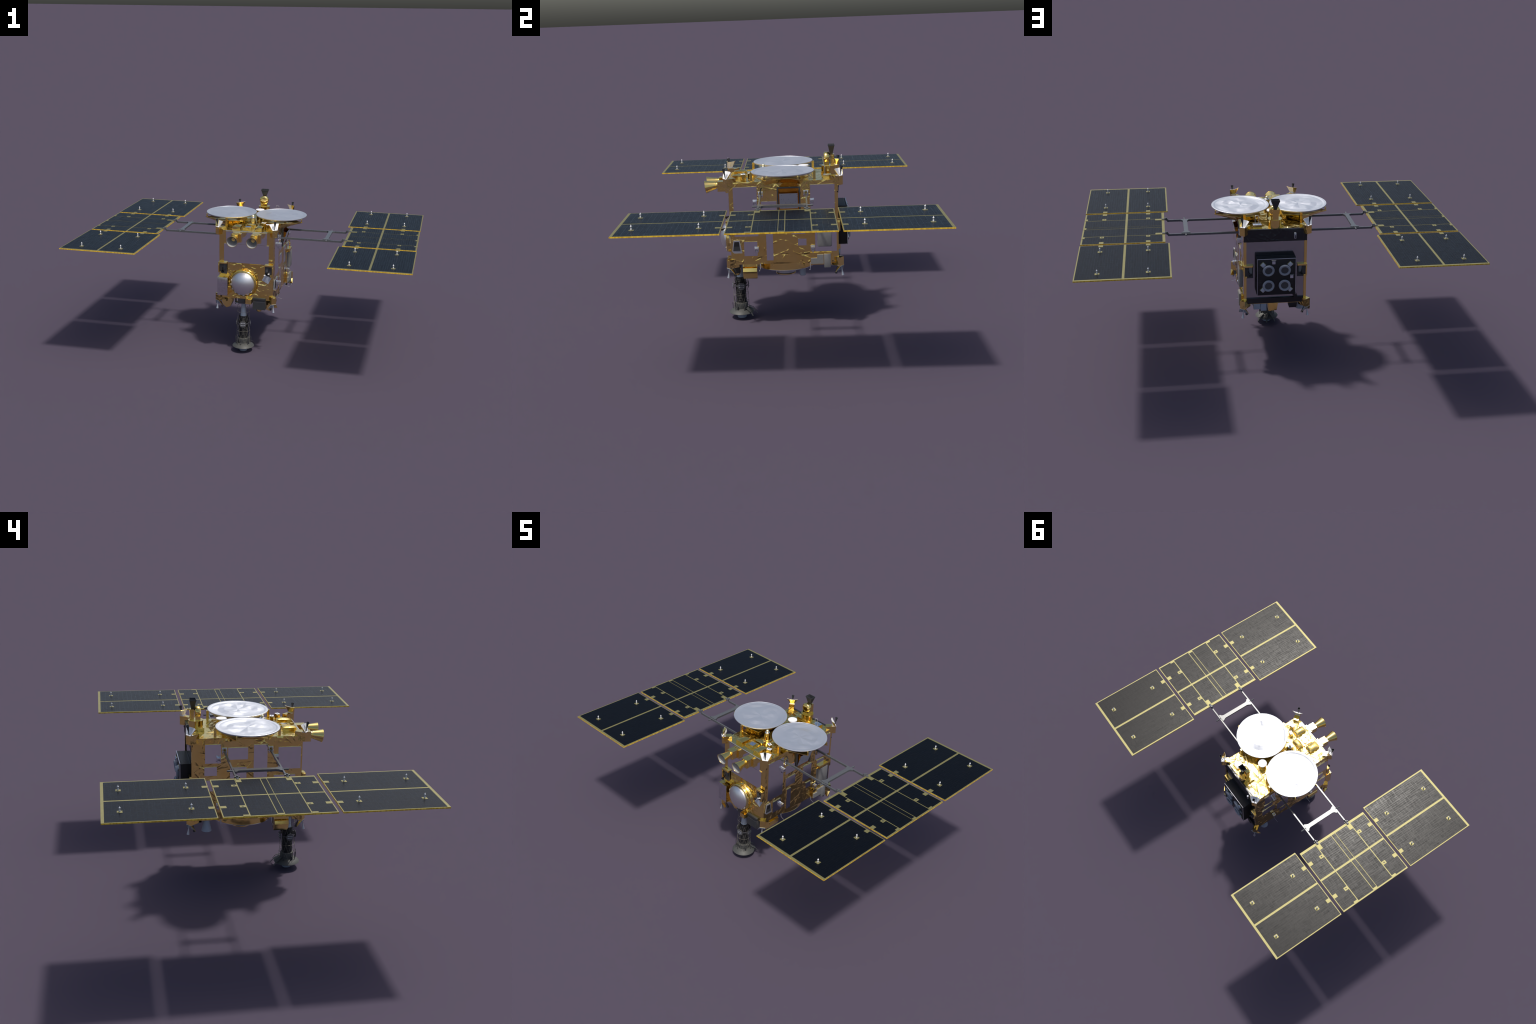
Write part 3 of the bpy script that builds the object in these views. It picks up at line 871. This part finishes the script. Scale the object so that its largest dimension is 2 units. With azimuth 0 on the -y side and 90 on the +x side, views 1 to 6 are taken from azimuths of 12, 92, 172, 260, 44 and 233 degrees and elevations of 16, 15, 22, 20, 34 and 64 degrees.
for px in (.081, .100):
    add_rod(bm, (px, .212, .782), (px, .212, .820), .0012, None, 8)
arc = [V((.0905 - .0095 * math.cos(t), .212, .820 + .003 * math.sin(t))) for t in np.linspace(0, math.pi, 7)]
for a, b in zip(arc, arc[1:]):
    add_rod(bm, a, b, .0012, None, 8)
link("handle_loop", mesh_of(bm, "handle_loop"), STEEL, hp)
rod("deck_cable", (.150, -.100, .742), (.180, -.112, .728), .0028, DARK, body)
rod("deck_cable", (.180, -.112, .728), (.184, -.113, .702), .0028, DARK, body)

# ------------------------------------------------------------------ sampler horn
SX, SY = -.0205, -.2435
def sl(name, prof, mat, parent=None, n=40, smooth=35):
    return lathe(name, prof, (SX, SY, 0), (0, 0, 1), mat, parent, n, smooth)
horn = sl("sampler_horn", [(.0265, .228), (.0272, .222), (.0272, .086), (.027, .084)], BELLOWS, root)
bm = bmesh.new()
for i in range(14):                                  # bellows rings
    z = .214 - i * .0095
    add_lathe(bm, [(.0268, z - .0022), (.0282, z), (.0268, z + .0022)], (SX, SY, 0), (0, 0, 1), 40)
link("bellows_ring", mesh_of(bm, "bellows_ring"), BELLOWS, horn, 20)
sl("horn_cone", [(.0125, .335), (.0130, .300), (.0178, .232), (.0200, .2285), (.0202, .226)], FOOT, horn)
box("horn_mount_plate", (-.070, -.262, .306), (.012, -.224, .311), STEEL, horn, .001)
box("horn_mount_plate", (-.072, -.256, .300), (-.067, -.232, .336), DARK, horn, .001)
box("horn_mount_block", (-.050, -.272, .311), (-.006, -.222, .3445), DARK, horn, .001)
sl("skirt_collar", [(.0335, .040), (.0338, .050), (.0345, .078), (.0325, .086), (.0275, .087)], SKIRT, horn)
sl("sampler_skirt", [(.030, .056), (.0365, .0535), (.052, .0455), (.0635, .0365), (.0668, .0325), (.0655, .0310), (.050, .036), (.028, .040)], SKIRT, horn, 56)
sl("horn_foot", [(.0255, .040), (.0262, .022), (.0268, .019), (.0262, .014), (.0232, .001), (.0222, 0), (.019, 0), (.019, .012)], FOOT, horn)
sl("horn_foot_band", [(.0268, .026), (.0272, .023), (.0272, .0205), (.0265, .0198)], BLACK, horn)
bm = bmesh.new()
def on(a, r_, z):
    return V((SX + r_ * math.cos(a), SY + r_ * math.sin(a), z))
levels = [.298, .256, .222, .134, .089, .050]
rad = lambda z: .0375 + (.298 - z) * .018
NW = 9
for za, zb in zip(levels, levels[1:]):
    for i in range(NW):
        a = TAU * i / NW
        for d in (1, -1):
            if za > .25 and d > 0:
                continue
            add_rod(bm, on(a, rad(za), za), on(a + d * TAU / NW * (.5 if za - zb < .06 else 1), rad(zb), zb), .00045, None, 5)
for z in (.291, .256, .134, .089):
    for i in range(24):
        add_rod(bm, on(TAU * i / 24, rad(z), z), on(TAU * (i + 1) / 24, rad(z), z), .0006, None, 5)
    for i in range(NW):
        add_box(bm, *[tuple(on(TAU * i / NW, rad(z), z) + V((d, d, d))) for d in (-.0011, .0011)])
link("tension_cage", mesh_of(bm, "tension_cage"), WIRE, horn, 0)
for i in range(4):
    a = math.radians(-82) + i * TAU / 4
    c = on(a, .0400, .182)
    ax = V((math.cos(a), math.sin(a), 0))
    d = lathe("cage_disc", [(.0195, 0), (.0200, .001), (.0195, .002)], c, ax, plain("disc_grey", (.10, .10, .105), .5, 0, .05), horn, 28)
    tvec = V((-math.sin(a), math.cos(a), 0))
    bm = bmesh.new()
    for dz in (-.005, .005):
        add_rod(bm, c + ax * .0035 + tvec * -.011 + V((0, 0, dz)), c + ax * .0035 + tvec * .011 + V((0, 0, dz)), .0009, None, 6)
        for q in (-.011, .011):
            add_lathe(bm, [(.0, -.0022), (.0022, 0), (.0, .0022)], c + ax * .0035 + tvec * q + V((0, 0, dz)), ax, 8)
    link("disc_spring", mesh_of(bm, "disc_spring"), STEEL, d)
    c2 = on(a + TAU / 8, .0355, .196)
    box("cage_plate", (-.003, -.006, -.004), (.001, .006, .014), BLACK, horn, .0008, Matrix.Translation(c2) @ Matrix.Rotation(a + TAU / 8, 4, "Z"))
    z2 = on(a + TAU / 8, .0365, .182)
    box("cage_band", (-.001, -.012, -.004), (.001, .012, .004), DARK, horn, .0005, Matrix.Translation(z2) @ Matrix.Rotation(a + TAU / 8, 4, "Z"))
for ang, zt in ((-125, .110), (-165, .095), (-40, .098), (-95, .082), (20, .085), (150, .09)):
    a = math.radians(ang)
    p0 = on(a, .046, .048)
    rod("skirt_post", p0, on(a, .048, zt), .0016, DARK, horn, None, 8)
    if ang in (-165, -40, 20):
        box("skirt_bracket", (-.003, -.004, 0), (.003, .004, .022), CHAR, horn, .0006, Matrix.Translation(on(a + .25, .041, .048)) @ Matrix.Rotation(a, 4, "Z"))
for ang, w_ in ((47, .010), (84, .008), (118, .010)):
    a = math.radians(ang)
    t = V((-math.sin(a), math.cos(a), 0))
    p = [on(a, .040, .062) - t * w_, on(a, .040, .062) + t * w_, on(a, .072, .044) + t * w_ * .8, on(a, .072, .044) - t * w_ * .8]
    prism("skirt_flap", p, (0, 0, -.0016), SKIRT, horn)
    q = [on(a, .068, .045) - t * .004, on(a, .068, .045) + t * .004, on(a, .086, .024) + t * .0035, on(a, .086, .024) - t * .0035]
    prism("flap_leg", q, (0, 0, -.0016), SKIRT, horn)
